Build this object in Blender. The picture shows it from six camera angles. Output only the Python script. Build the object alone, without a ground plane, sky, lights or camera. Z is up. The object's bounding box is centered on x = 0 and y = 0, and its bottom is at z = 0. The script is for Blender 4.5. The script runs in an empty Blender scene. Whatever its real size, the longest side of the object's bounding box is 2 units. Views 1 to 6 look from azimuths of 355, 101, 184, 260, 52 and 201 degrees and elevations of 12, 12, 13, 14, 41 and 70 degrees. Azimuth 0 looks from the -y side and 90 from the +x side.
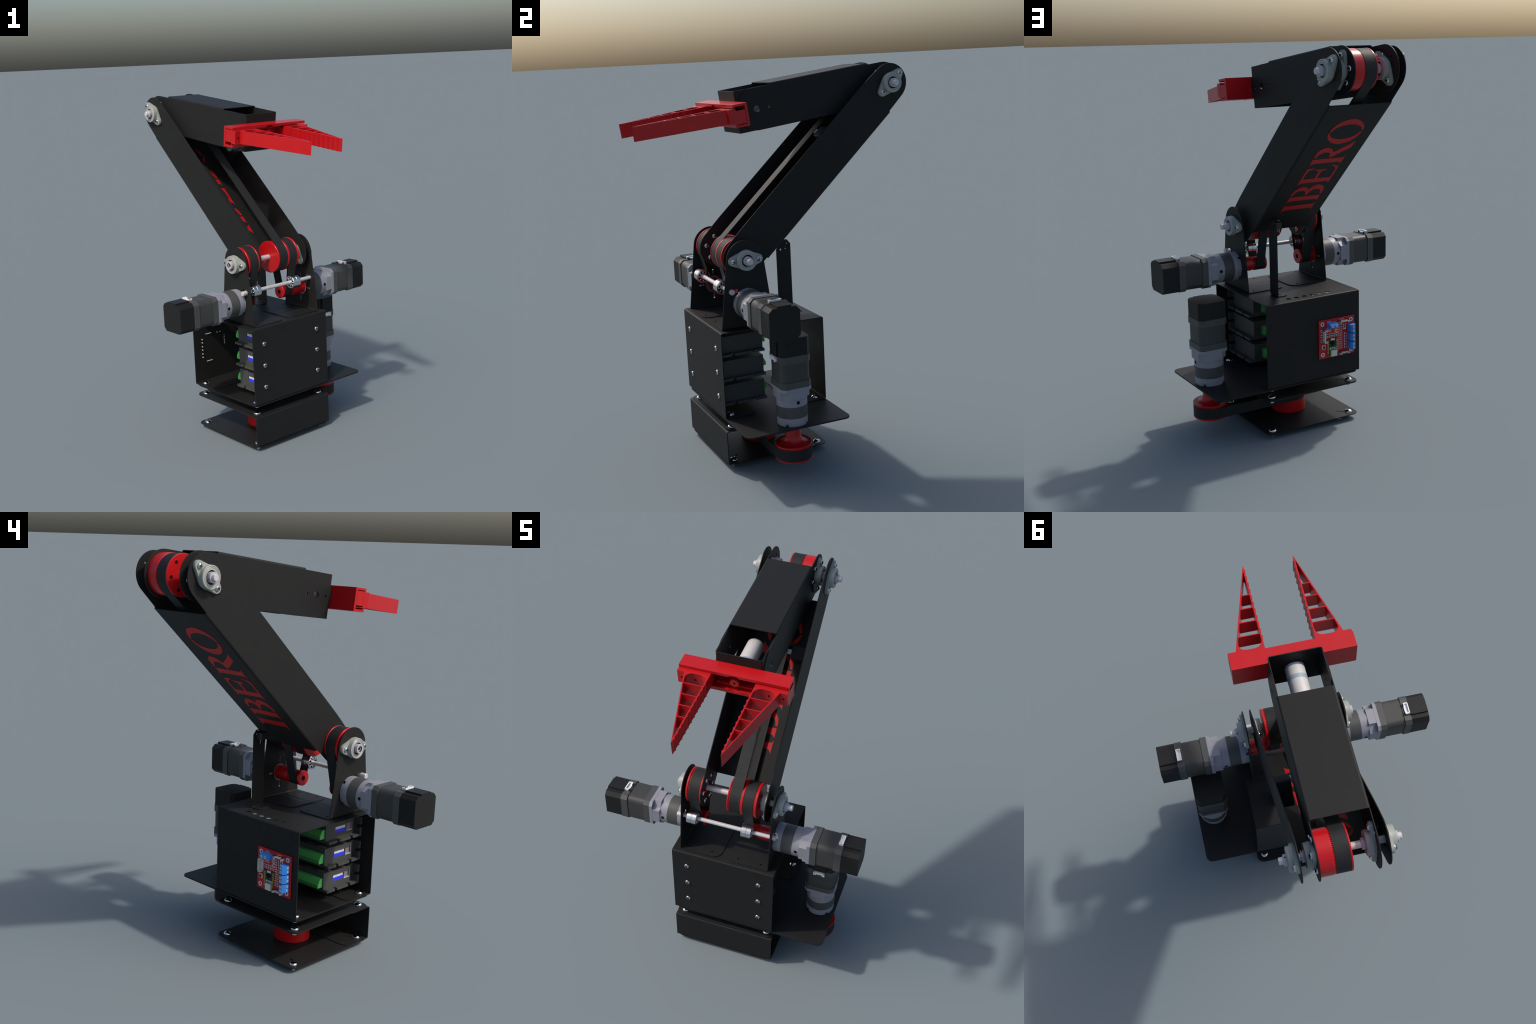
# Desktop three-axis robot arm: folded sheet-metal frame, geared stepper motors, belts and pulleys,
# a rack-and-pinion gripper.  Everything is modelled in the robot's own frame
#   a = sideways (along the shafts),  b = backwards,  z = up
# and the parent empty turns that frame into place.
import bpy, bmesh, math, random
from math import sin, cos, pi, sqrt, atan2, radians
from mathutils import Vector, Matrix

random.seed(7)
TAU = 2 * pi
T = 0.0042                                  # sheet thickness
TP = 0.0076                                 # thicker turned plates of base and turntable
A, B, Z = Vector((1, 0, 0)), Vector((0, 1, 0)), Vector((0, 0, 1))

# ------------------------------------------------------------------ materials
def material(name, col, rough=0.5, metal=0.0, spec=0.5, grain=0.0, grain_scale=60.0, bump=0.0,
             bevel=0.0, coat=0.0):
    m = bpy.data.materials.new(name)
    m.use_nodes = True
    nt = m.node_tree
    bs = nt.nodes["Principled BSDF"]
    bs.inputs["Roughness"].default_value = rough
    bs.inputs["Metallic"].default_value = metal
    bs.inputs["Specular IOR Level"].default_value = spec
    bs.inputs["Coat Weight"].default_value = coat
    tc = nt.nodes.new("ShaderNodeTexCoord")
    nz = nt.nodes.new("ShaderNodeTexNoise")
    nz.inputs["Scale"].default_value = grain_scale
    nz.inputs["Detail"].default_value = 4
    nt.links.new(tc.outputs["Object"], nz.inputs["Vector"])
    rp = nt.nodes.new("ShaderNodeValToRGB")
    lo = [c * (1 - grain) for c in col]
    hi = [min(1, c * (1 + grain)) for c in col]
    rp.color_ramp.elements[0].position = 0.3
    rp.color_ramp.elements[1].position = 0.7
    rp.color_ramp.elements[0].color = (*lo, 1)
    rp.color_ramp.elements[1].color = (*hi, 1)
    nt.links.new(nz.outputs["Fac"], rp.inputs["Fac"])
    nt.links.new(rp.outputs["Color"], bs.inputs["Base Color"])
    nrm = None
    if bevel > 0:
        bv = nt.nodes.new("ShaderNodeBevel")
        bv.samples = 4
        bv.inputs["Radius"].default_value = bevel
        nrm = bv.outputs["Normal"]
    if bump > 0:
        bp = nt.nodes.new("ShaderNodeBump")
        bp.inputs["Strength"].default_value = bump
        bp.inputs["Distance"].default_value = 0.001
        n2 = nt.nodes.new("ShaderNodeTexNoise")
        n2.inputs["Scale"].default_value = grain_scale * 6
        nt.links.new(tc.outputs["Object"], n2.inputs["Vector"])
        nt.links.new(n2.outputs["Fac"], bp.inputs["Height"])
        if nrm is not None:
            nt.links.new(nrm, bp.inputs["Normal"])
        nrm = bp.outputs["Normal"]
    if nrm is not None:
        nt.links.new(nrm, bs.inputs["Normal"])
    return m

MAT = dict(
    sheet=material("black_powder_coat", (0.0155, 0.0153, 0.0150), 0.52, spec=0.17, grain=0.03, grain_scale=18, bump=0.03, bevel=0.001),
    rubber=material("belt_rubber", (0.0185, 0.0185, 0.0185), 0.6, spec=0.25, grain=0.12, grain_scale=22, bump=0.15),
    red=material("red_printed_plastic", (0.455, 0.0062, 0.0090), 0.32, spec=0.42, grain=0.03, grain_scale=10, bevel=0.001),
    letter=material("red_letter_inlay", (0.46, 0.0075, 0.0085), 0.5, spec=0.3, grain=0.03),
    motor=material("motor_housing", (0.045, 0.0445, 0.0415), 0.5, spec=0.4, grain=0.05, grain_scale=25),
    band=material("motor_end_bell", (0.062, 0.064, 0.062), 0.5, spec=0.4, grain=0.04),
    cap=material("motor_rear_cap", (0.0135, 0.0135, 0.0135), 0.5, spec=0.2, grain=0.05),
    gear=material("gearbox_alloy", (0.248, 0.248, 0.283), 0.45, spec=0.5, grain=0.03, bevel=0.001),
    bearing=material("cast_bearing_housing", (0.30, 0.32, 0.285), 0.42, spec=0.5, grain=0.04, grain_scale=30),
    edge=material("bearing_ring", (0.42, 0.40, 0.44), 0.35, spec=0.6, grain=0.02),
    shaft=material("shaft_steel", (0.55, 0.53, 0.53), 0.4, metal=0.15, spec=0.5, grain=0.05, grain_scale=40, bump=0.06),
    chrome=material("polished_screw", (0.58, 0.59, 0.60), 0.07, metal=1.0, grain=0.03),
    zinc=material("bright_bearing_steel", (0.66, 0.68, 0.68), 0.22, metal=1.0, grain=0.03),
    dark=material("dark_void", (0.008, 0.008, 0.008), 0.8, spec=0.1),
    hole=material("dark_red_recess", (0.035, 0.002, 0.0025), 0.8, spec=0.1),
    white=material("white_housing", (0.58, 0.56, 0.55), 0.45, grain=0.02),
    plug=material("white_plug", (0.80, 0.80, 0.80), 0.25, spec=0.7, grain=0.02),
    bluegrey=material("blue_grey_ring", (0.30, 0.37, 0.43), 0.45, grain=0.02),
    green=material("green_terminal", (0.085, 0.46, 0.10), 0.45, grain=0.05),
    greend=material("green_terminal_slot", (0.02, 0.13, 0.03), 0.6),
    driver=material("driver_case", (0.060, 0.062, 0.058), 0.55, spec=0.35, grain=0.05, grain_scale=20),
    dip=material("blue_switch_block", (0.03, 0.045, 0.80), 0.5, spec=0.4),
    dipw=material("white_switch", (0.80, 0.77, 0.85), 0.5),
    port=material("grey_socket", (0.20, 0.18, 0.21), 0.5),
    pcb=material("red_circuit_board", (0.44, 0.0065, 0.010), 0.45, spec=0.4, grain=0.06, grain_scale=35),
    silk=material("white_silkscreen", (0.65, 0.60, 0.60), 0.6),
    pad=material("tinned_pad", (0.50, 0.55, 0.62), 0.35, metal=0.3),
    blue=material("blue_terminal", (0.03, 0.20, 0.62), 0.45, grain=0.04),
    ivory=material("ivory_connector", (0.55, 0.54, 0.52), 0.5, grain=0.03),
    usb=material("usb_shell", (0.55, 0.58, 0.50), 0.4),
    chip=material("black_chip", (0.012, 0.012, 0.012), 0.5),
    gold=material("gold_pad", (0.42, 0.32, 0.05), 0.4, metal=0.4),
)

# ------------------------------------------------------------------ scene helpers
root = bpy.data.objects.new("robot_arm", None)
bpy.context.scene.collection.objects.link(root)
root.location = (-0.0386, -0.1327, 0)
root.rotation_euler = (0, 0, radians(34.4))
root["label"] = "black sheet metal desktop robot arm with red gripper"
root["category"] = "robot arm"

def put(name, mesh, parent=None, mat=None, matrix=None, kind=None):
    ob = bpy.data.objects.new(name, mesh)
    bpy.context.scene.collection.objects.link(ob)
    ob.parent = parent or root
    if mat and not mesh.materials:
        mesh.materials.append(MAT[mat])
    if matrix is not None:
        ob.matrix_local = matrix
    if kind:
        ob["kind"] = kind
    return ob

def finish(bm, name, smooth_deg=32):
    bmesh.ops.remove_doubles(bm, verts=bm.verts, dist=1e-5)
    bmesh.ops.recalc_face_normals(bm, faces=bm.faces)
    lim = radians(smooth_deg)
    for f in bm.faces:
        f.smooth = True
    for e in bm.edges:
        e.smooth = len(e.link_faces) == 2 and e.calc_face_angle(9) < lim
    me = bpy.data.meshes.new(name)
    bm.to_mesh(me)
    bm.free()
    return me

def frame(o, x, y, n):
    x, y, n, o = Vector(x), Vector(y), Vector(n), Vector(o)
    return Matrix(((x.x, y.x, n.x, o.x), (x.y, y.y, n.y, o.y), (x.z, y.z, n.z, o.z), (0, 0, 0, 1)))

class Build:
    """collects several solids into one mesh, each with its own material slot"""
    def __init__(s, name):
        s.name, s.bm, s.mats = name, bmesh.new(), []
    def slot(s, mat):
        if mat not in s.mats:
            s.mats.append(mat)
        return s.mats.index(mat)
    def add(s, verts, faces, mat, M=None):
        k = s.slot(mat)
        vs = [s.bm.verts.new((M @ Vector(v)) if M else v) for v in verts]
        for f in faces:
            try:
                s.bm.faces.new([vs[i] for i in f]).material_index = k
            except ValueError:
                pass
        return s
    def box(s, lo, hi, mat, M=None):
        (x0, y0, z0), (x1, y1, z1) = lo, hi
        v = [(x, y, z) for z in (z0, z1) for y in (y0, y1) for x in (x0, x1)]
        f = [(0, 2, 3, 1), (4, 5, 7, 6), (0, 1, 5, 4), (2, 6, 7, 3), (0, 4, 6, 2), (1, 3, 7, 5)]
        return s.add(v, f, mat, M)
    def prism(s, pts, z0, z1, mat, M=None):
        n = len(pts)
        v = [(x, y, z0) for x, y in pts] + [(x, y, z1) for x, y in pts]
        f = [tuple(range(n))[::-1], tuple(range(n, 2 * n))] + [(i, (i + 1) % n, n + (i + 1) % n, n + i) for i in range(n)]
        return s.add(v, f, mat, M)
    def lathe(s, prof, mat, M=None, n=48):
        """prof: (radius, height) pairs turned about the local z axis"""
        v, f, rows = [], [], []
        for r, h in prof:
            if r < 1e-6:
                rows.append([len(v)] * n); v.append((0, 0, h))
            else:
                rows.append(list(range(len(v), len(v) + n)))
                v += [(r * cos(TAU * i / n), r * sin(TAU * i / n), h) for i in range(n)]
        for p, q in zip(rows, rows[1:]):
            for i in range(n):
                j = (i + 1) % n
                g = [p[i], p[j], q[j], q[i]]
                g = [g[k] for k in range(4) if g[k] != g[k - 1]]
                if len(g) > 2:
                    f.append(tuple(g))
        return s.add(v, f, mat, M)
    def cyl(s, r, z0, z1, mat, M=None, n=32):
        return s.lathe([(0, z0), (r, z0), (r, z1), (0, z1)], mat, M, n)
    def sheet(s, outer, holes, t, mat, M):
        """flat plate with holes: filled 2D curve, extruded from 0 to t along the frame normal"""
        cu = bpy.data.curves.new("tmp", 'CURVE')
        cu.dimensions, cu.fill_mode, cu.extrude = '2D', 'BOTH', t / 2
        for ring in [outer] + list(holes):
            sp = cu.splines.new('POLY')
            sp.points.add(len(ring) - 1)
            for p, (x, y) in zip(sp.points, ring):
                p.co = (x, y, 0, 1)
            sp.use_cyclic_u = True
        ob = bpy.data.objects.new("tmp", cu)
        bpy.context.scene.collection.objects.link(ob)
        me = bpy.data.meshes.new_from_object(ob.evaluated_get(bpy.context.evaluated_depsgraph_get()))
        bpy.data.objects.remove(ob)
        bpy.data.curves.remove(cu)
        vs = [(v.co.x, v.co.y, v.co.z + t / 2) for v in me.vertices]
        fs = [tuple(p.vertices) for p in me.polygons]
        bpy.data.meshes.remove(me)
        return s.add(vs, fs, mat, M)
    def mesh(s, smooth_deg=32):
        me = finish(s.bm, s.name, smooth_deg)
        for m in s.mats:
            me.materials.append(MAT[m])
        return me
    def done(s, parent=None, matrix=None, smooth_deg=32, kind=None):
        return put(s.name, s.mesh(smooth_deg), parent, None, matrix, kind)

def circle(cx, cy, r, n=28, a0=0.0):
    return [(cx + r * cos(a0 + TAU * i / n), cy + r * sin(a0 + TAU * i / n)) for i in range(n)]

def arc(cx, cy, r, d0, d1, n=14):
    return [(cx + r * cos(radians(d0 + (d1 - d0) * i / n)), cy + r * sin(radians(d0 + (d1 - d0) * i / n))) for i in range(n + 1)]

def rrect(x0, x1, y0, y1, r, n=7):
    """rounded rectangle; r = one radius or four (x1y1, x0y1, x0y0, x1y0)"""
    r = [max(v, 1e-4) for v in (r if isinstance(r, (tuple, list)) else (r,) * 4)]
    return (arc(x1 - r[0], y1 - r[0], r[0], 0, 90, n) + arc(x0 + r[1], y1 - r[1], r[1], 90, 180, n)
            + arc(x0 + r[2], y0 + r[2], r[2], 180, 270, n) + arc(x1 - r[3], y0 + r[3], r[3], 270, 360, n))

def hull(discs, n=64):
    """convex outline round several discs (x, y, r)"""
    pts = sorted({(round(x, 6), round(y, 6)) for cx, cy, r in discs for x, y in circle(cx, cy, r, n)})
    def half(ps):
        h = []
        for p in ps:
            while len(h) > 1 and (h[-1][0] - h[-2][0]) * (p[1] - h[-2][1]) - (h[-1][1] - h[-2][1]) * (p[0] - h[-2][0]) <= 0:
                h.pop()
            h.append(p)
        return h[:-1]
    return half(pts) + half(pts[::-1])

def slot(x0, y0, x1, y1, w, n=8):
    return hull([(x0, y0, w / 2), (x1, y1, w / 2)], 4 * n)

def chamfered(h, c):
    return [(h, -h + c), (h, h - c), (h - c, h), (-h + c, h), (-h, h - c), (-h, -h + c), (-h + c, -h), (h - c, -h)]

def bend(bld, o, x, y, n, r, length, mat="sheet", k=5):
    """quarter-round sheet bend: centre line through o along n; from direction x to direction y"""
    o, x, y, n = Vector(o), Vector(x), Vector(y), Vector(n)
    ri = max(r - T, 0.0008)
    v, f = [], []
    for i in range(k + 1):
        d = x * cos(pi / 2 * i / k) + y * sin(pi / 2 * i / k)
        for rr in (ri, r):
            for l in (0, length):
                v.append(o + d * rr + n * l)
    for i in range(k):
        p, q = 4 * i, 4 * i + 4
        f += [(p, p + 1, q + 1, q), (p + 2, q + 2, q + 3, p + 3), (p, q, q + 2, p + 2), (p + 1, p + 3, q + 3, q + 1)]
    f += [(0, 2, 3, 1), (4 * k, 4 * k + 1, 4 * k + 3, 4 * k + 2)]
    bld.add(v, f, mat)

def axis_frame(o, d, up=Z):
    """frame whose z axis is d and whose x axis points to 'up'"""
    d, up = Vector(d).normalized(), Vector(up)
    x = (up - d * up.dot(d)).normalized()
    return frame(o, x, d.cross(x), d)

# ------------------------------------------------------------------ shared fasteners
def pan_screw_mesh(name, r, h):
    b = Build(name)
    prof = [(0, 0), (r, 0), (r, h * 0.25)] + [(r * cos(radians(t)), h * (0.25 + 0.75 * sin(radians(t)))) for t in (15, 30, 45, 60, 75)] + [(0, h)]
    b.lathe(prof, "chrome", n=24)
    w, l = r * 0.13, r * 0.55                         # cross recess
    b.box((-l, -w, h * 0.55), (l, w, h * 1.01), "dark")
    b.box((-w, -l, h * 0.55), (w, l, h * 1.012), "dark")
    return b.mesh()

def slot_screw_mesh(name, r, h):
    b = Build(name)
    prof = [(0, 0), (r, 0)] + [(r * cos(radians(t)), h * sin(radians(t))) for t in range(8, 90, 10)] + [(0, h)]
    b.lathe(prof, "chrome", n=28)
    w = r * 0.12
    b.box((-w, -r * 0.5, h * 0.6), (w, r * 0.5, h * 1.01), "dark")
    b.lathe([(0, -0.0285), (0.011, -0.0285), (0.011, -0.002), (0, -0.002)], "zinc", n=6)
    return b.mesh()

SCREW = pan_screw_mesh("screw", 0.0138, 0.0088)
SMALL = pan_screw_mesh("screw", 0.0134, 0.0105)
DOME = slot_screw_mesh("dome_screw", 0.0205, 0.0135)

def screw(o, d, mesh=None, parent=None, up=Z, turn=0.0):
    up = B if abs(Vector(d).normalized().dot(up)) > 0.9 else up
    return put("screw", mesh or SCREW, parent, None, axis_frame(o, d, up) @ Matrix.Rotation(turn, 4, 'Z'))

# ------------------------------------------------------------------ base stand
H = 0.2835                                              # half width of the square body
def corner_slots(s=0.24):
    return [slot(sx * 0.232, sy * 0.236, sx * 0.187, sy * 0.2, 0.006) for sx in (-1, 1) for sy in (-1, 1)]

def floor_frame(z):
    return frame((0, 0, z), A, B, Z)

stand = Build("base_plate").sheet(rrect(-H, H, -H + 0.0012, H, 0.038), corner_slots(), T, "sheet", floor_frame(0.0296 - T)).done()

wall = Build("base_wall")                               # front wall folded into two flanges
wall.sheet(rrect(-H, H, 0.0385, 0.1998, 0.0), [], T, "sheet", frame((0, -H, 0), A, Z, B))
for z0, sy in ((0.0385, -1), (0.1998, 1)):
    bend(wall, (-H, -H + 0.0088, z0), -B, Z * sy, A, 0.0088, 2 * H)
    zz = z0 - 0.0088 if sy < 0 else z0 + 0.0088 - T
    wall.sheet(rrect(-H, H, -H + 0.0088, -0.109, (0.05, 0.05, 0, 0)), [s for s in corner_slots() if s[0][1] < 0], T, "sheet", floor_frame(zz))
wall.done()
top = Build("base_top_plate").sheet(rrect(-H, H, -H + 0.006, H, 0.038), [circle(0, 0, 0.06)] + corner_slots(), TP, "sheet", floor_frame(0.2087)).done()
for sx in (-1, 1):
    for sy in (-1, 1):
        put("dome_screw", DOME, stand, None, Matrix.Translation((sx * 0.24, sy * 0.24, 0.0297 + (T if sy < 0 else 0))) @ Matrix.Rotation(random.uniform(0, 3), 4, 'Z'))
        put("dome_screw", DOME, top, None, Matrix.Translation((sx * 0.24, sy * 0.24, 0.2087 + TP)) @ Matrix.Rotation(random.uniform(0, 3), 4, 'Z'))
Build("foot_nut").cyl(0.011, 0.0, 0.0256, "zinc", Matrix.Translation((0.24, -0.24, 0)), 6).done(stand)
for sx, sy in ((-1, -1), (-1, 1), (1, 1)):
    put("foot_nut", bpy.data.objects["foot_nut"].data, stand, None, Matrix.Translation((0.24 * (sx - 1), 0.24 * (sy + 1), 0)))

# ------------------------------------------------------------------ pulleys and belts
def toothed(r, depth, teeth):
    pts = []
    for i in range(teeth):
        a0 = TAU * i / teeth
        da = TAU / teeth
        pts += [((r - depth) * cos(a0), (r - depth) * sin(a0)), ((r - depth) * cos(a0 + da * .4), (r - depth) * sin(a0 + da * .4)),
                (r * cos(a0 + da * .5), r * sin(a0 + da * .5)), (r * cos(a0 + da * .9), r * sin(a0 + da * .9))]
    return pts

PR = 0.0928                                            # large pulley radius
def pulley(name, M, parts, parent=None):
    """parts: ('disc', r, z0, z1) or ('teeth', r, z0, z1, n) or ('lathe', profile)"""
    b = Build(name)
    for p in parts:
        if p[0] == 'disc':
            r, z0, z1 = p[1:4]
            c = min(0.0015, (z1 - z0) / 3)
            b.lathe([(0, z0), (r - c, z0), (r, z0 + c), (r, z1 - c), (r - c, z1), (0, z1)], "red", M, 72)
        elif p[0] == 'teeth':
            b.prism(toothed(p[1], 0.004, p[4]), p[2], p[3], "red", M)
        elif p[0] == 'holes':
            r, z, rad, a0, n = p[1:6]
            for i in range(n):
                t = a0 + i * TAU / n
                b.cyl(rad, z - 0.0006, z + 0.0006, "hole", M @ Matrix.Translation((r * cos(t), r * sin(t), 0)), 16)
        else:
            b.lathe(p[1], "red", M, 48)
    return b.done(parent)

def belt(name, c1, r1, c2, r2, z0, z1, M, t=0.0042):
    b = Build(name)
    o = hull([(*c1, r1), (*c2, r2)], 96)
    i = hull([(*c1, r1 - t), (*c2, r2 - t)], 96)
    b.sheet(o, [i], z1 - z0, "rubber", M @ Matrix.Translation((0, 0, z0)))
    return b.done()

SHAFT_M = (0.478, -0.003)                              # vertical motor axis (a, b)
F0 = floor_frame(0)
pulley("base_pulley", F0, [('disc', 0.0932, 0.0296, 0.0992), ('teeth', 0.0905, 0.0992, 0.163, 72), ('disc', 0.0932, 0.163, 0.1722),
                           ('disc', 0.045, 0.1722, 0.2745)])
FM = Matrix.Translation((*SHAFT_M, 0))
pulley("drive_pulley", FM, [('disc', PR, 0.0906, 0.0992), ('teeth', 0.0905, 0.0992, 0.163, 72), ('disc', PR, 0.163, 0.1722),
       ('lathe', [(0, 0.17), (0.072, 0.1724), (0.056, 0.177), (0.047, 0.185), (0.0415, 0.197), (0.0395, 0.211), (0.0395, 0.2765), (0, 0.2765)]),
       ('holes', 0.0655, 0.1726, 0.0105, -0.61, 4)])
belt("base_belt", (0, 0), 0.0922, SHAFT_M, 0.0922, 0.0995, 0.156, F0)

# ------------------------------------------------------------------ turntable floor and driver housing
floor = Build("turntable_plate")
floor.sheet(rrect(-H + 0.004, 0.569, -H + 0.0012, H - 0.0012, (0.035, 0.035, 0.035, 0.035)), [circle(*SHAFT_M, 0.045)], TP, "sheet", floor_frame(0.2773 - TP))
floor = floor.done()
for sx in (-1, 1):
    for sy in (-1, 1):
        put("dome_screw", DOME, floor, None, Matrix.Translation((sx * 0.24, sy * 0.24, 0.2775 + T)) @ Matrix.Rotation(random.uniform(0, 3), 4, 'Z'))

R = 0.008
cover = Build("driver_housing")
ZB, ZT = 0.2775, 0.727
pin = [(-0.236, 0.57, 2, 0), (-0.236, 0.50, 2, 0), (-0.236, 0.43, 2, 0)]
cover.sheet(rrect(-H, H, ZB + R, ZT - R, 0), [], T, "sheet", frame((0, -H, 0), A, Z, B))
cover.sheet(rrect(-H, H, ZB + R, ZT - R, 0), [], T, "sheet", frame((0, H - T, 0), A, Z, B))
holes = [circle(-0.119 + 0.0476 * i, 0.2275, 0.0142) for i in range(6)]
cover.sheet(rrect(-H, H, -H + R, H - R, 0), holes, T, "sheet", floor_frame(ZT - T))
for sy in (-1, 1):
    bend(cover, (-H, sy * (H - R), ZT - R), B * sy, Z, A, R, 2 * H)
    bend(cover, (-H, sy * (H - R), ZB + R), B * sy, -Z, A, R, 2 * H)
cover.sheet(rrect(-H, H, -H + R, -0.107, (0.05, 0.05, 0, 0)), [], T, "sheet", floor_frame(ZB))
cover.sheet(rrect(-H, H, 0.107, H - R, (0, 0, 0.05, 0.05)), [], T, "sheet", floor_frame(ZB))
cover = cover.done()
for sx in (-1, 1):
    for z in (0.3765, 0.504, 0.631):
        screw((sx * 0.2018, -H, z), -B, SCREW, cover, turn=random.uniform(0, 1.5))

# ------------------------------------------------------------------ stepper drivers
def driver_mesh():
    b = Build("stepper_driver")
    a0, a1, b0, b1 = -0.179, 0.1915, -0.262, -0.0255
    z0, zl, z1 = 0.001, 0.0135, 0.1008
    win = [rrect(-0.184, -0.0985, 0.0405, 0.0745, 0.001), rrect(0, 0, 0, 0, 0)][:1]
    # case: back, right, top, bottom as boxes, left face as a plate with the window cut in it
    b.box((a0 + 0.012, b0, zl), (a1, b1, z1), "driver")
    b.sheet(rrect(-0.2336, b1, zl, z1, 0), [rrect(-0.182, -0.1, 0.041, 0.0735, 0.001), rrect(-0.2315, -0.1855, 0.0365, 0.0785, 0.001)],
            0.012, "driver", frame((a0, 0, 0), B, Z, A))
    for i in range(8):                                    # sliding switches in their window
        y = -0.1795 + i * 0.01
        b.box((a0 + 0.004, y, 0.058), (a0 + 0.014, y + 0.0072, 0.0735), "dipw")
    b.box((a0 + 0.0025, -0.182, 0.041), (a0 + 0.014, -0.1, 0.0575), "dip")
    b.box((a0 + 0.009, -0.182, 0.057), (a0 + 0.014, -0.1, 0.0735), "dip")
    b.box((a0 + 0.009, -0.2315, 0.0365), (a0 + 0.014, -0.1855, 0.0785), "port")
    b.box((a0 + 0.001, -0.2315, 0.0365), (a0 + 0.012, -0.1855, 0.0415), "edge")
    b.box((a0 + 0.001, -0.231, 0.0415), (a0 + 0.012, -0.2275, 0.0785), "port")
    # notched feet along both sides
    for side, edge, inner in ((-1, -0.207, a0 + 0.01), (1, 0.2195, a1 - 0.01)):
        for y0, y1 in ((-0.0865, -0.0255), (-0.190, -0.104), (-0.276, -0.2075)):
            b.box((min(edge, inner), y0, z0), (max(edge, inner), y1, zl), "driver")
        b.box((min(inner, edge - side * 0.02), -0.276, z0 + 0.001), (max(inner, edge - side * 0.02), b1, zl - 0.001), "driver")
    b.box((a0 + 0.01, -0.276, z0), (a1 - 0.01, b1, zl + 0.001), "driver")
    # mounting wall against the front sheet, notched for the screws
    for side, edge in ((-1, -0.207), (1, 0.2195)):
        lim = 0.16 * side
        for za, zb in ((zl, 0.046), (0.062, z1)):
            b.box((min(edge, lim), -0.276, za), (max(edge, lim), -0.262, zb), "driver")
        b.box((min(side * 0.192, lim), -0.276, 0.045), (max(side * 0.192, lim), -0.262, 0.063), "driver")
    b.box((-0.17, -0.276, zl), (0.17, -0.26, z1), "driver")
    for x0, n in ((-0.168, 9), (-0.085, 8), (0.02, 9), (0.10, 7)):      # tiny printed legends on the lid
        for k in range(n):
            x = x0 + 0.0058 * k
            b.box((x, -0.052 - 0.004 * (k % 3), z1 - 0.0002), (x + 0.0028, -0.036, z1 + 0.0002), "port")
    return b.mesh()

def terminal_mesh():
    b = Build("terminal_block")
    prof = [(-0.0255, 0.026), (0.0075, 0.026), (0.0075, 0.043), (-0.0065, 0.071), (-0.0255, 0.0735)]
    b.prism(prof, -0.172, 0.145, "green", frame((0, 0, 0), B, Z, A))
    n = 22
    for i in range(n):
        x = -0.160 + i * (0.293 / (n - 1))
        b.box((x - 0.0033, 0.0068, 0.0285), (x + 0.0033, 0.0081, 0.0425), "greend")
    return b.mesh()

DRV, TRM = driver_mesh(), terminal_mesh()
for i in range(3):
    d = put("stepper_driver", DRV, None, None, Matrix.Translation((0, 0, 0.3195 + 0.1292 * i)))
    put("terminal_block", TRM, d)
    for sx in (-0.2, 0.2):
        Build("mounting_nut").cyl(0.0075, 0, 0.012, "dark", axis_frame((sx, -0.264, 0.054), B), 12).done(d)

# ------------------------------------------------------------------ circuit board on the back sheet
PX0, PX1, PZ0, PZ1 = -0.0235, -0.2465, 0.597, 0.387     # left/right (seen from behind), top/bottom
BW, BH = PX0 - PX1, PZ0 - PZ1
PF = frame((PX0, H + 0.0018, PZ0), -A, -Z, B)           # x right, y down, n out of the board
pcb = Build("circuit_board")
ring_pos = [(0.022, 0.0213), (BW - 0.022, 0.0213), (0.022, BH - 0.0213), (BW - 0.022, BH - 0.0213)]
pcb.sheet(rrect(0, BW, 0, BH, 0.001), [circle(x, y, 0.0052, 16) for x, y in ring_pos], 0.006, "pcb", PF)
for x, y in ring_pos:
    pcb.sheet(circle(x, y, 0.0118, 24), [circle(x, y, 0.0052, 16)], 0.0075, "pad", PF)
pcb = pcb.done()
def brd(x0, x1, y0, y1, h0, h1, mat, b):
    b.box((x0 * BW, y0 * BH, h0), (x1 * BW, y1 * BH, h1), mat, PF)
def screw_terminal(x0, x1, y0, y1, horizontal):
    b = Build("screw_terminal")
    fx = frame(PF @ Vector((x0 * BW, y0 * BH, 0.006)), -A, -Z, B) if horizontal else frame(PF @ Vector((x0 * BW, y1 * BH, 0.006)), Z, -A, B)
    L_, D_ = ((x1 - x0) * BW, (y1 - y0) * BH) if horizontal else ((y1 - y0) * BH, (x1 - x0) * BW)
    h = 0.040                                            # profile across the block, extruded along it
    prof = [(0, 0), (D_, 0), (D_, h * 0.62), (D_ * 0.72, h), (D_ * 0.22, h), (0, h * 0.72)]
    Mx = fx @ frame((0, 0, 0), (0, 1, 0), (0, 0, 1), (1, 0, 0))
    b.prism(prof, 0, L_, "blue", Mx)
    for k in (0.27, 0.73):
        b.cyl(0.0068, h - 0.002, h + 0.0008, "ivory", fx @ Matrix.Translation((L_ * k, D_ * 0.47, 0)), 20)
        b.box((L_ * k - 0.0045, D_ * 0.47 - 0.001, h), (L_ * k + 0.0045, D_ * 0.47 + 0.001, h + 0.0012), "dark", fx)
        b.box((L_ * k - 0.0065, D_ - 0.002, 0.004), (L_ * k + 0.0065, D_ + 0.0008, 0.0145), "ivory", fx)
    return b.done(pcb)
screw_terminal(0.215, 0.445, 0.075, 0.215, True)
for k in range(3):
    y = 0.205 + 0.221 * k
    screw_terminal(0.80, 0.955, y, y + 0.196, False)
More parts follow.
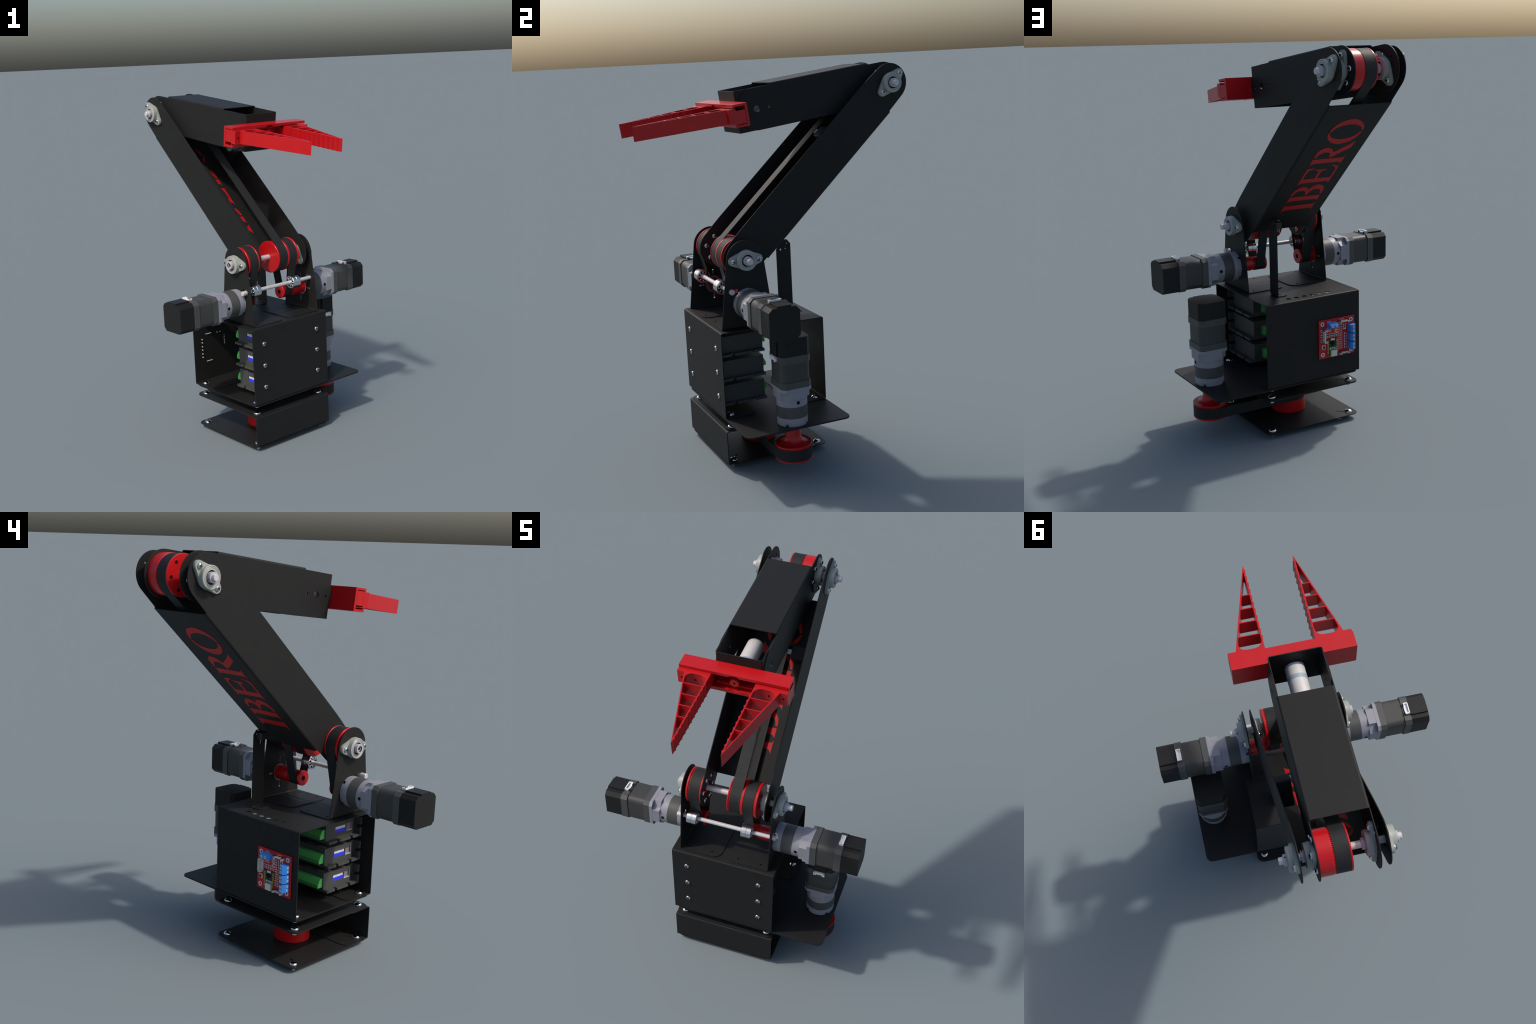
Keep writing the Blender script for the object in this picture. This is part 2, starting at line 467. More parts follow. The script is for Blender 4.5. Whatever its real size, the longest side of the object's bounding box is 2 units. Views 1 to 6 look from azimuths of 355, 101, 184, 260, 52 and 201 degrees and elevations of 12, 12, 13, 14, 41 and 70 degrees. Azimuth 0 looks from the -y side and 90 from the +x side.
def socket(x0, x1, y0, y1, horizontal):
    b = Build("white_socket")
    brd(x0, x1, y0, y1, 0.006, 0.012, "ivory", b)
    if horizontal:
        brd(x0, x1, y0, y0 + 0.02, 0.006, 0.028, "ivory", b)
        brd(x0, x0 + 0.03, y0, y1, 0.006, 0.028, "ivory", b)
        brd(x1 - 0.03, x1, y0, y1, 0.006, 0.028, "ivory", b)
    else:
        brd(x0, x0 + 0.025, y0, y1, 0.006, 0.030, "ivory", b)
        brd(x0, x1, y0, y0 + 0.03, 0.006, 0.030, "ivory", b)
        brd(x0, x1, y1 - 0.03, y1, 0.006, 0.030, "ivory", b)
    return b.done(pcb)
socket(0.55, 0.80, 0.075, 0.135, True)
socket(0.55, 0.80, 0.900, 0.960, True)
socket(0.095, 0.185, 0.245, 0.575, False)
mcu = Build("controller_module")
brd(0.215, 0.52, 0.50, 0.93, 0.006, 0.0095, "chip", mcu)
for i in range(9):
    y = 0.545 + i * 0.042
    brd(0.218, 0.262, y, y + 0.028, 0.0095, 0.0102, "gold", mcu)
    brd(0.475, 0.518, y - 0.012, y + 0.016, 0.0095, 0.0102, "gold", mcu)
mcu.prism([(0.034, 0), (0, 0.034 * 0.8), (-0.034, 0), (0, -0.034 * 0.8)][::-1] and
          [(0.36 * BW + 0.016, 0.625 * BH), (0.36 * BW, 0.625 * BH + 0.016), (0.36 * BW - 0.016, 0.625 * BH), (0.36 * BW, 0.625 * BH - 0.016)],
          0.0095, 0.0115, "dark", PF)
brd(0.315, 0.425, 0.505, 0.555, 0.0095, 0.0118, "usb", mcu)
for x in (0.29, 0.39):
    brd(x, x + 0.075, 0.74, 0.79, 0.0095, 0.0115, "usb", mcu)
    brd(x + 0.03, x + 0.06, 0.752, 0.778, 0.0115, 0.0125, "chip", mcu)
mcu.done(pcb)
ub = Build("usb_socket")
brd(0.305, 0.465, 0.81, 0.965, 0.0095, 0.021, "usb", ub)
ub.done(pcb)
smd = Build("surface_mount_part")
def chip(x, y, w, h, dark="chip"):
    brd(x - w, x + w, y - h, y + h, 0.006, 0.0085, "silk", smd)
    brd(x - w * 0.45, x + w * 0.45, y - h * 0.98, y + h * 0.98, 0.0062, 0.0092, dark, smd)
def chip_v(x, y, w, h):
    brd(x - w, x + w, y - h, y + h, 0.006, 0.0085, "silk", smd)
    brd(x - w * 0.98, x + w * 0.98, y - h * 0.45, y + h * 0.45, 0.0062, 0.0092, "chip", smd)
for i in range(12):
    chip(0.61, 0.195 + i * 0.0555, 0.032, 0.017)
    brd(0.525, 0.56, 0.190 + i * 0.0555, 0.205 + i * 0.0555, 0.006, 0.0064, "silk", smd)
for i in range(6):
    chip(0.735, 0.445 + i * 0.071, 0.03, 0.024)
    chip_v(0.225 + i * 0.0535, 0.405, 0.016, 0.034)
    brd(0.222 + i * 0.0535, 0.23 + i * 0.0535, 0.445, 0.49, 0.006, 0.0064, "silk", smd)
for i, m in enumerate(("chip", "chip", "ivory")):
    chip(0.72, 0.2 + i * 0.055, 0.035, 0.019, m)
for i in range(3):
    chip_v(0.065, 0.275 + i * 0.125, 0.018, 0.036)
brd(0.075, 0.165, 0.645, 0.745, 0.006, 0.013, "silk", smd)
brd(0.09, 0.15, 0.66, 0.73, 0.006, 0.015, "chip", smd)
for y, x0, x1 in ((0.235, 0.21, 0.32), (0.27, 0.21, 0.35), (0.305, 0.2, 0.36), (0.052, 0.24, 0.35), (0.045, 0.58, 0.72)):
    for k in range(7):
        xa = x0 + (x1 - x0) * k / 7
        brd(xa, xa + (x1 - x0) / 9.5, y, y + 0.014 + 0.006 * (k % 2), 0.006, 0.0063, "silk", smd)
smd.done(pcb, kind="stuff")
def flat_text(name, s, size, M, mat, parent, depth=0.0004):
    cu = bpy.data.curves.new("tmp", 'FONT')
    cu.body, cu.size, cu.extrude = s, size, depth
    ob = bpy.data.objects.new("tmp", cu)
    bpy.context.scene.collection.objects.link(ob)
    me = bpy.data.meshes.new_from_object(ob.evaluated_get(bpy.context.evaluated_depsgraph_get()))
    bpy.data.objects.remove(ob)
    bpy.data.curves.remove(cu)
    me.name = name
    me.transform(M)
    me.materials.clear()
    return put(name, me, parent, mat)
flat_text("printed_word", "IBERO", 0.0285, PF @ frame((0.432 * BW, 0.135 * BH, 0.0066), (0, 0.78, 0), (1, 0, 0), (0, 0, 1)), "silk", pcb)
pins = Build("solder_pin")
for x, y in [(0.9, 0.245 + 0.218 * k + d) for k in range(3) for d in (0, 0.1)] + [(0.28 + 0.1 * k, 0.14) for k in range(2)]:
    pins.cyl(0.0031, -0.013, -0.0045, "silk", PF @ Matrix.Translation((x * BW, y * BH, 0)), 8)
for x, y in [(0.6 + 0.04 * k, 0.11) for k in range(5)] + [(0.6 + 0.04 * k, 0.93) for k in range(5)] + [(0.14, 0.28 + 0.05 * k) for k in range(6)]:
    pins.cyl(0.0022, -0.012, -0.0045, "silk", PF @ Matrix.Translation((x * BW, y * BH, 0)), 6)
pins.done(pcb, kind="stuff")

# ------------------------------------------------------------------ geared stepper motors
def motor_meshes():
    """axis along +z from the mounting face; connector on the +x side"""
    body = Build("stepper_motor")
    body.prism(chamfered(0.080, 0.018), 0.197, 0.2295, "band")
    inner = rrect(-0.0765, 0.0765, -0.0765, 0.0765, 0.03)
    body.prism(inner, 0.2285, 0.326, "motor")
    body.prism(chamfered(0.080, 0.018), 0.325, 0.361, "band")
    cap = Build("motor_cap")
    cap.prism(chamfered(0.0785, 0.019), 0.3605, 0.452, "cap")
    cap.box((0.05, -0.036, 0.3605), (0.0875, 0.036, 0.4515), "cap")
    plug = Build("motor_plug")
    for y0, y1, x1 in ((-0.031, 0.031, 0.086), (-0.031, -0.025, 0.0945), (0.025, 0.031, 0.0945)):
        plug.box((0.07, y0, 0.334), (x1, y1, 0.3575), "plug")
    plug.box((0.07, -0.031, 0.352), (0.0945, 0.031, 0.3575), "plug")
    plug.box((0.07, -0.031, 0.334), (0.0925, -0.015, 0.3375), "plug")
    plug.box((0.07, 0.015, 0.334), (0.0925, 0.031, 0.3375), "plug")
    g = Build("gearbox")
    notch = []
    for i in range(4):                                      # mounting ring with four notches
        c = TAU * i / 4 + pi / 4
        w = 0.105
        for t in [c + w + (pi / 2 - 2 * w) * k / 12 for k in range(13)]:
            notch.append((0.0765 * cos(t), 0.0765 * sin(t)))
        for s in (-1, 1):
            t = c + pi / 2 + s * w * 1.25
            notch.append((0.063 * cos(t), 0.063 * sin(t)))
    g.prism(notch, 0.0, 0.0125, "gear")
    g.cyl(0.0772, 0.0125, 0.0405, "gear", n=64)
    g.cyl(0.0772, 0.0995, 0.19, "gear", n=64)
    h, c, d = 0.0795, 0.042, 0.058
    plus = []
    for k in range(4):                                      # four flat pads with scooped corners
        R4 = Matrix.Rotation(k * pi / 2, 2)
        for x, y in [(h, -c + 0.002), (h, c - 0.002)] + [(h - 0.0 - (h - d) * sin(t), h - (h - c) + (0.012) * (1 - cos(t))) for t in (0.5, 1.0, 1.4)]:
            v = R4 @ Vector((x, y))
            plus.append((v.x, v.y))
    g.prism(plus, 0.139, 0.181, "gear")
    g.prism(chamfered(0.080, 0.018), 0.180, 0.1975, "gear")
    for s in (-1, 1):
        g.cyl(0.0088, 0.0745, 0.0777, "dark", axis_frame((0, 0, 0.1225), (0, s, 0), Z), 20)
    ringb = Build("gear_ring")
    ringb.cyl(0.0776, 0.0405, 0.0995, "band", n=64)
    return body.mesh(), cap.mesh(), plug.mesh(), g.mesh(), ringb.mesh()

MM = motor_meshes()
def motor(M):
    m = put("stepper_motor", MM[0], None, None, M)
    for n, me in zip(("motor_cap", "motor_plug", "gearbox", "gear_ring"), MM[1:]):
        put(n, me, m)
    return m

MZ = 0.8535                                                 # horizontal motor axis height
SB, SZ = -0.117, 1.075                                      # shoulder axis (b, z)
EB, EZ = 0.7605, 1.895                                      # elbow axis
motor(axis_frame((-0.2455, SB, MZ), -A, Z))
motor(axis_frame((0.2455, SB, MZ), A, Z))
motor(axis_frame((*SHAFT_M, 0.2778), Z, -B))

# ------------------------------------------------------------------ shoulder brackets
def shoulder_bracket(s):
    b = Build("shoulder_bracket")
    ao = 0.2445
    f = frame((s * ao, 0, 0), B, Z, -A * s)
    rz = 0.7368
    foot0, foot1 = SB - 0.1425, SB + 0.1425
    out = hull([(SB, SZ, 0.0995), (foot0 + 0.0005, rz, 0.0005), (foot1 - 0.0005, rz, 0.0005)], 96)
    holes = [circle(SB, MZ, 0.047, 40), circle(SB, SZ, 0.03, 32), slot(-0.2005, 0.921, -0.176, 0.9245, 0.025)]
    for k in range(4):
        t = k * pi / 2
        holes.append(slot(SB + 0.057 * cos(t), MZ + 0.057 * sin(t), SB + 0.077 * cos(t), MZ + 0.077 * sin(t), 0.0105))
    holes = holes if True else holes
    b.sheet(out, holes, T, "sheet", f)
    r = 0.0095
    bend(b, (s * (ao - r), foot0, rz), A * s, -Z, B, r, foot1 - foot0)
    zf = 0.7273
    inn = 0.0215
    x0, x1 = (inn, ao - r) if s > 0 else (-ao + r, -inn)
    rr = (0, 0.045, 0.045, 0) if s > 0 else (0.045, 0, 0, 0.045)
    hol = [circle(s * x, SB + y, 0.0065, 16) for x in (0.0735, 0.1998) for y in (-0.1135, 0.1135)]
    b.sheet(rrect(x0, x1, foot0, foot1, rr), hol, T, "sheet", floor_frame(zf))
    return b.done()
for s in (-1, 1):
    shoulder_bracket(s)

# stop post with limit switch behind the shoulder
post = Build("stop_post")
out = [(0.096, 0.7368), (0.176, 0.7368), (0.176, 1.107), (0.158, 1.130), (0.128, 1.130), (0.096, 1.083)]
sl = [(0.1535 + 0.007 * sin(k / 5 * pi) , 1.087 + 0.028 * k / 5) for k in range(6)]
post.sheet(out, [slot(0.148, 1.086, 0.155, 1.109, 0.0095), circle(0.121, 1.081, 0.0055, 14)], T, "sheet", frame((0.1525, 0, 0), B, Z, -A))
bend(post, (0.1525 - 0.0095, 0.096, 0.7368), A, -Z, B, 0.0095, 0.08)
post.sheet(rrect(0.085, 0.143, 0.096, 0.176, (0, 0.03, 0.03, 0)), [circle(0.118, 0.136, 0.0065, 16)], T, "sheet", floor_frame(0.7273))
post = post.done()
sw = Build("limit_switch")
sw.box((0.110, 0.112, 1.084), (0.1485, 0.158, 1.118), "chip")
for y in (0.128, 0.143, 0.158):
    sw.box((0.122, y - 0.007, 1.064), (0.124, y - 0.003, 1.085), "chrome")
sw.add([(0.125, 0.112, 1.120), (0.135, 0.112, 1.120), (0.125, 0.162, 1.131), (0.135, 0.162, 1.131), (0.125, 0.112, 1.1185), (0.135, 0.112, 1.1185), (0.125, 0.162, 1.1295), (0.135, 0.162, 1.1295)],
       [(0, 1, 3, 2), (4, 6, 7, 5), (0, 4, 5, 1), (2, 3, 7, 6), (0, 2, 6, 4), (1, 5, 7, 3)], "zinc")
sw.done(post)

# ------------------------------------------------------------------ flanged bearings
def bearing_mesh():
    b = Build("flange_bearing")
    out = hull([(0, 0, 0.049), (0.0675, 0, 0.0235), (-0.0675, 0, 0.0235)], 64)
    b.prism(out, 0.0, 0.012, "bearing")
    b.prism([(x * 0.975, y * 0.965) for x, y in out], 0.012, 0.0145, "bearing")
    b.lathe([(0.053, 0.010), (0.0515, 0.018), (0.0505, 0.034), (0.0485, 0.0355)], "bearing", n=56)
    b.lathe([(0.0485, 0.0355), (0.047, 0.0355), (0.0465, 0.034)], "edge", n=56)
    b.lathe([(0.0465, 0.034), (0.0425, 0.034)], "bearing", n=56)
    b.lathe([(0.0425, 0.034), (0.041, 0.0352), (0.0395, 0.0335)], "edge", n=56)
    b.lathe([(0.0395, 0.0335), (0.033, 0.0335), (0.0305, 0.035), (0.0300, 0.027)], "bearing", n=56)
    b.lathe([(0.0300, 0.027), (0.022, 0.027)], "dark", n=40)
    b.lathe([(0.0235, 0.02), (0.0235, 0.048), (0.0225, 0.0495), (0.0150, 0.0495)], "edge", n=40)
    b.cyl(0.0032, 0.0230, 0.0239, "dark", axis_frame((0, 0, 0.043), (0.5, 0.86, 0)), 10)
    return b.mesh()
BRG = bearing_mesh()
def bearing(o, d, long_axis):
    M = axis_frame(o, d, long_axis)
    p = put("flange_bearing", BRG, None, None, M)
    for s in (-1, 1):
        put("screw", SMALL, p, None, Matrix.Translation((s * 0.0675, 0, 0.0143)) @ Matrix.Rotation(random.uniform(0, 1.5), 4, 'Z'))
    return p

ARM_P = Vector((0, 0.7307, 0.6827))                         # along the upper arm, shoulder to elbow
ARM_Q = Vector((0, 0.6827, -0.7307))                        # out of its back sheet
SO, EO = Vector((0, SB, SZ)), Vector((0, EB, EZ))
AL = (EO - SO).length
ARM_L, ARM_R = -0.1405, 0.206                               # outer faces of the upper arm sides
FOR_L, FOR_R = -0.0997, 0.139                               # outer faces of the forearm sides
bearing(SO + A * -0.2445, -A, B)
bearing(SO + A * 0.2445, A, B)
bearing(EO + A * ARM_L, -A, ARM_P)
bearing(EO + A * ARM_R, A, ARM_P)
bearing(SO + A * (ARM_R - T), -A, ARM_P)
bearing(EO + A * FOR_R, A, Vector((0, cos(radians(108)) * -1, sin(radians(108)))))
bearing(EO + A * (FOR_L + T), A, Vector((0, -0.63, 0.78)))

def shaft(name, c, a0, a1, r):
    b = Build(name)
    f = axis_frame(c, A)
    b.lathe([(0, a0), (r - 0.002, a0), (r, a0 + 0.002), (r, a1 - 0.002), (r - 0.002, a1), (0, a1)], "shaft", f, 32)
    return b.done()
sh = shaft("shoulder_shaft", SO, -0.287, 0.3215, 0.015)
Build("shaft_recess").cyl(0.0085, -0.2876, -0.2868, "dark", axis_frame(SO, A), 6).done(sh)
shaft("elbow_shaft", EO, -0.2045, 0.2745, 0.015)

# ------------------------------------------------------------------ tension rod with ball bearings
RO = Vector((0, -0.2005, 0.921))
rod = shaft("tension_rod", RO, -0.246, 0.246, 0.0108)
for a0, a1 in ((-0.276, -0.2452), (0.2452, 0.264)):
    Build("rod_end").lathe([(0, a0), (0.012, a0), (0.0136, a0 + 0.0016), (0.0136, a1 - 0.0016), (0.012, a1), (0, a1)], "shaft", axis_frame(RO, A), 28).done(rod)
def ball_bearing_mesh():
    b = Build("ball_bearing")
    w = 0.026
    b.lathe([(0.028, 0), (0.0357, 0), (0.0365, 0.0008), (0.0365, w - 0.0008), (0.0357, w), (0.028, w), (0.028, 0)], "zinc", n=40)
    b.lathe([(0.0098, 0.0), (0.0175, 0), (0.0175, w), (0.0098, w)], "zinc", n=32)
    b.lathe([(0.0175, 0.004), (0.028, 0.004)], "dark", n=32)
    b.lathe([(0.0175, w - 0.004), (0.028, w - 0.004)], "dark", n=32)
    for i in range(8):
        t = TAU * i / 8
        for z in (0.0035, w - 0.0035):
            b.lathe([(0.0055 * sin(pi * k / 6), -0.0055 * cos(pi * k / 6)) for k in range(7)], "zinc", Matrix.Translation((0.0228 * cos(t), 0.0228 * sin(t), z)), 10)
    return b.mesh()
BB = ball_bearing_mesh()
for a in (-0.2145, -0.188, 0.084, 0.1105):
    put("ball_bearing", BB, None, None, axis_frame(RO + A * a, A))

# ------------------------------------------------------------------ shoulder pulleys and belts
SF, EF, MF = axis_frame(SO, A, B), axis_frame(EO, A, B), axis_frame((0, SB, MZ), A, B)
pulley("arm_pulley", SF, [('disc', PR, -0.2235, -0.2135), ('teeth', 0.0905, -0.2135, -0.151, 72), ('disc', PR, -0.150, -0.1408)])
pulley("idler_pulley", SF, [('disc', PR, -0.001, 0.0065), ('teeth', 0.0905, 0.0065, 0.0705, 72), ('disc', PR, 0.0698, 0.0838),
                            ('teeth', 0.0905, 0.0838, 0.144, 72), ('disc', PR, 0.144, 0.1555)])
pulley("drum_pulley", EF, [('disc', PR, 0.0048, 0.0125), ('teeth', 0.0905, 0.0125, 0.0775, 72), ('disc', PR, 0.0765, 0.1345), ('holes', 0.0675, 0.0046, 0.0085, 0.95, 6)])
for s, end, b0, b1 in ((-1, -0.143, -0.213, -0.150), (1, 0.071, 0.077, 0.139)):
    lo, hi = sorted((end, end + s * 0.011))
    t0, t1 = sorted((end + s * 0.011, end + s * 0.085))
    h0, h1 = sorted((end + s * 0.085, s * 0.2475))
    p = pulley("motor_pulley", MF, [('disc', 0.0405, lo, hi), ('teeth', 0.0365, t0, t1, 28), ('disc', 0.0385, h0, h1)])
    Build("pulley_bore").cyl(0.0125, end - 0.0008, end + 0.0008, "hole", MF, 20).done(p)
MFc = (0.0, 0.0)
def side_belt(name, c1, r1, c2, r2, a0, a1):
    """belt in a plane normal to the shafts; c = (b, z)"""
    return belt(name, c1, r1, c2, r2, a0, a1, frame((0, 0, 0), B, Z, A))
side_belt("arm_belt", (SB, SZ), 0.0918, (SB, MZ), 0.0395, -0.2075, -0.1508)
side_belt("elbow_motor_belt", (SB, SZ), 0.0918, (SB, MZ), 0.0395, 0.0862, 0.1378)
side_belt("forearm_belt", (SB, SZ), 0.0918, (EB, EZ), 0.0918, 0.0122, 0.0702)

# ------------------------------------------------------------------ upper arm: folded channel with cut-out name
P0, P1 = 0.094, 1.0965                                      # back sheet from / to along the arm
QB, QF = 0.1142, -0.1060
def six(cx, cy, r, rad, a0):
    return [circle(cx + r * cos(a0 + k * pi / 3), cy + r * sin(a0 + k * pi / 3), rad, 14) for k in range(6)]
rb = 0.0095
def arm_side():
    """outline in (along, out-of-back)"""
    low = hull([(0, 0, 0.1005), (0.25, QF + 0.002, 0.002), (0.25, 0.098, 0.002)], 128)
    o = []
    q_in = QB - rb
    o += [p for p in arc(0, 0, 0.1005, 92, 268, 40)]
    o += [(0.06, QF + 0.002), (0.12, QF), (AL - 0.12, QF), (AL - 0.06, QF + 0.002)]
    o += [p for p in arc(AL, 0, 0.0995, -88, 88, 40)]
    o += [(P1 + 0.004, q_in - 0.001), (P1, q_in), (P0, q_in), (P0 - 0.004, q_in - 0.001)]
    return o
arm = Build("upper_arm")
for s, ao in ((-1, ARM_L), (1, ARM_R)):
    f = frame(SO + A * ao, ARM_P, ARM_Q, -A * s)
    a6 = radians(15)
    holes = [circle(AL, 0, 0.03, 32), circle(0, 0, 0.03, 32), circle(AL - 0.098, 0.002, 0.0065, 14)]
    holes += [circle(c + d, 0, 0.0065, 14) for c in (0, AL) for d in (-0.0675, 0.0675) if c or s > 0]
    arm.sheet(arm_side(), holes, T, "sheet", f)
    bend(arm, SO + A * (ao - s * rb) + ARM_P * P0 + ARM_Q * (QB - rb), A * s, ARM_Q, ARM_P, rb, P1 - P0)

# letters: (along the arm, across), reading upwards; tops point to +a
L0, L1 = -0.0705, 0.112
def bar(x0, x1, s0, s1, right=True):
    """thick stem x0..x1 with bracketed serifs reaching s0 and s1; right=False: cut straight by the stencil gap"""
    r0 = [(s1, L0), (x1 + .003, L0 + .008), (x1, L0 + .026)] if right else [(s1, L0)]
    r1 = [(x1, L1 - .008), (s1, L1)] if right else [(s1 + .002, L1)]
    return [(s0, L0)] + r0 + r1 + [(s0, L1 - .001), (x0 - .004, L1 - .012), (x0, L1 - .028), (x0 - .001, L0 + .011)]
O_HALF = [(.910, .117), (.943, .109), (.974, .088), (.992, .052), (.995, .013), (.978, -.026), (.951, -.055), (.925, -.068), (.909, -.071),
          (.909, -.061), (.927, -.054), (.946, -.030), (.957, .005), (.957, .042), (.947, .074), (.930, .096), (.909, .104)]
LETTERS = [
    bar(.275, .310, .253, .325),
    bar(.354, .388, .337, .388, False),
    [(.401, .112), (.424, .111), (.442, .107), (.458, .097), (.469, .084), (.474, .068), (.473, .056), (.464, .040), (.448, .026), (.464, .018), (.477, .003),
     (.483, -.014), (.478, -.036), (.468, -.050), (.452, -.063), (.431, -.070), (.398, -.072), (.402, -.059), (.419, -.057), (.433, -.049), (.444, -.033), (.447, -.021),
     (.443, -.007), (.430, .006), (.412, .015), (.399, .019), (.402, .030), (.419, .032), (.432, .040), (.440, .056), (.441, .074), (.437, .085), (.425, .095), (.400, .102)],
    [(.489, .112), (.628, .113), (.629, .071), (.621, .070), (.618, .083), (.604, .096), (.575, .100), (.543, .101), (.541, .034), (.592, .034), (.602, .039), (.609, .060),
     (.616, .062), (.615, -.005), (.608, -.007), (.603, .011), (.590, .018), (.542, .018), (.541, -.050), (.545, -.058), (.605, -.058), (.628, -.046), (.641, -.022),
     (.647, -.022), (.632, -.069), (.487, -.069), (.504, -.062), (.508, -.050), (.508, .092), (.502, .105)],
    [(.645, .112), (.701, .114), (.701, -.051), (.707, -.061), (.723, -.068), (.646, -.068), (.663, -.060), (.667, -.048), (.667, .090), (.662, .106)],
    [(.713, .113), (.738, .114), (.757, .113), (.776, .103), (.788, .085), (.790, .067), (.780, .044), (.765, .030), (.750, .021), (.805, -.048), (.817, -.059), (.828, -.066),
     (.823, -.070), (.779, -.070), (.716, .009), (.711, .022), (.717, .028), (.732, .031), (.744, .038), (.751, .050), (.753, .066), (.748, .081), (.738, .094), (.725, .100), (.710, .101)],
    [(2 * .9045 - x, 2 * .0235 - y) for x, y in O_HALF],
    O_HALF,
]
def smooth_ring(pts, corner=44, k=4):
    """round the gentle turns of a control polygon, keep its corners sharp"""
    n, out = len(pts), []
    P = [Vector(p) for p in pts]
    hard = []
    for i in range(n):
        u, v = P[i] - P[i - 1], P[(i + 1) % n] - P[i]
        hard.append(u.angle(v) > radians(corner) or max(u.length, v.length) > 0.055)
    for i in range(n):
        j = (i + 1) % n
        p0, p1, p2, p3 = P[i - 1], P[i], P[j], P[(j + 1) % n]
        t1 = (p2 - p1) if hard[i] else (p2 - p0) / 2
        t2 = (p2 - p1) if hard[j] else (p3 - p1) / 2
        for q in range(1 if (hard[i] and hard[j]) else k):
            t = q / k
            h = (2 * t ** 3 - 3 * t ** 2 + 1) * p1 + (t ** 3 - 2 * t ** 2 + t) * t1 + (3 * t ** 2 - 2 * t ** 3) * p2 + (t ** 3 - t ** 2) * t2
            out.append((h.x, h.y))
    return out
LETTERS = [smooth_ring(r) for r in LETTERS]
BF = frame(SO + ARM_Q * (QB - T), ARM_P, A, ARM_Q)          # back sheet frame
arm.sheet([(P0, ARM_L + rb), (P1, ARM_L + rb), (P1, ARM_R - rb), (P0, ARM_R - rb)], LETTERS, T, "sheet", BF)
arm = arm.done()
for ring in LETTERS:
    Build("letter").sheet(ring, [], T + 0.0016, "letter", BF @ Matrix.Translation((0, 0, -0.0004))).done(arm)
for k in range(6):
    t = radians(15 + 60 * k)
    screw(SO + A * (ARM_L + T) + Vector((0, -0.066 * cos(t), 0.066 * sin(t))), A, SMALL, arm)
elb = Build("arm_switch")                                    # small switch block inside the arm
SWF = frame(SO + A * (ARM_R - T), ARM_P, ARM_Q, -A)
elb.prism(rrect(0.725, 0.79, -0.110, 0.015, 0.008), 0, 0.0625, "sheet", SWF)
elb.box((0.745, -0.109, 0.0625), (0.768, -0.095, 0.083), "bluegrey", SWF)
elb.done(arm)

# ------------------------------------------------------------------ forearm
tl = radians(7.05)
FU, FW = Vector((0, -cos(tl), -sin(tl))), Vector((0, -sin(tl), cos(tl)))
def fore(a, u, w):
    return EO + A * a + FU * u + FW * w
fr = 0.1065
UN = 0.7325                                                  # centre of the rounded nose
forearm = Build("forearm")
for s, ao in ((-1, FOR_L), (1, FOR_R)):
    f = frame(EO + A * ao, FU, FW, -A * s)
    out = arc(0, 0, fr, 90, 270, 40) + arc(UN, 0, fr, -90, 90, 40)
    holes = [circle(0, 0, 0.028, 32), circle(UN, 0.001, 0.0165, 24), circle(UN - 0.066, 0.001, 0.0068, 14), circle(UN + 0.066, 0.001, 0.0068, 14)]
    if s < 0:
        holes += six(0, 0, 0.0675, 0.0075, 0.35)
    forearm.sheet(out, holes, T, "sheet", f)
    bend(forearm, fore(ao - s * 0.009, 0.0905, 0.1148 - 0.009), A * s, FW, FU, 0.009, 0.55)
forearm.sheet([(0.0905, FOR_L + 0.009), (0.6405, FOR_L + 0.009), (0.6405, FOR_R - 0.009), (0.0905, FOR_R - 0.009)], [], T, "sheet",
              frame(EO + FW * (0.1148 - T), FU, A, FW))
forearm = forearm.done()
for k in range(6):
    t = radians(173 + 60 * k)
    screw(EO + A * FOR_R + Vector((0, -0.0675 * cos(t), 0.0675 * sin(t))), A, SMALL, forearm)
nose = Build("nose_bracket")                                 # U-shaped front bracket between the sides
NL, NR = FOR_L + T + 0.0003, FOR_R - T - 0.0003
UF = 0.838
nose.sheet(rrect(NL + 0.009, NR - 0.009, -0.1045, 0.1065, 0), [circle(0.02, 0, 0.02)], T, "sheet", frame(EO + FU * (UF - T), A, FW, FU))
for s, ao in ((-1, NL), (1, NR)):
    bend(nose, fore(ao - s * 0.009, UF - 0.009, -0.1045), A * s, FU, FW, 0.009, 0.211)
    hol = [circle(UN, 0.001, 0.0165, 24), circle(UN - 0.066, 0.001, 0.0068, 14), circle(UN + 0.066, 0.001, 0.0068, 14)]
    nose.sheet(rrect(0.648, UF - 0.009, -0.1045, 0.1065, (0, 0.04, 0.04, 0)), hol, T, "sheet", frame(EO + A * ao, FU, FW, -A * s))
nose.done(forearm)
gm = Build("gripper_motor")
gf = axis_frame(fore(0.0235, 0, 0), FU, FW)
gm.lathe([(0, 0.612), (0.03, 0.612), (0.040, 0.618), (0.0425, 0.626), (0.0425, 0.7555)], "white", gf, 56)
gm.lathe([(0.0425, 0.7555), (0.0435, 0.756), (0.0435, 0.7745), (0.0425, 0.775)], "bluegrey", gf, 56)
gm.lathe([(0.0425, 0.775), (0.0425, 0.818)], "white", gf, 56)
gm.lathe([(0.0425, 0.818), (0.0432, 0.818), (0.0432, 0.8302), (0, 0.8302)], "bluegrey", gf, 56)
gm.done(forearm)

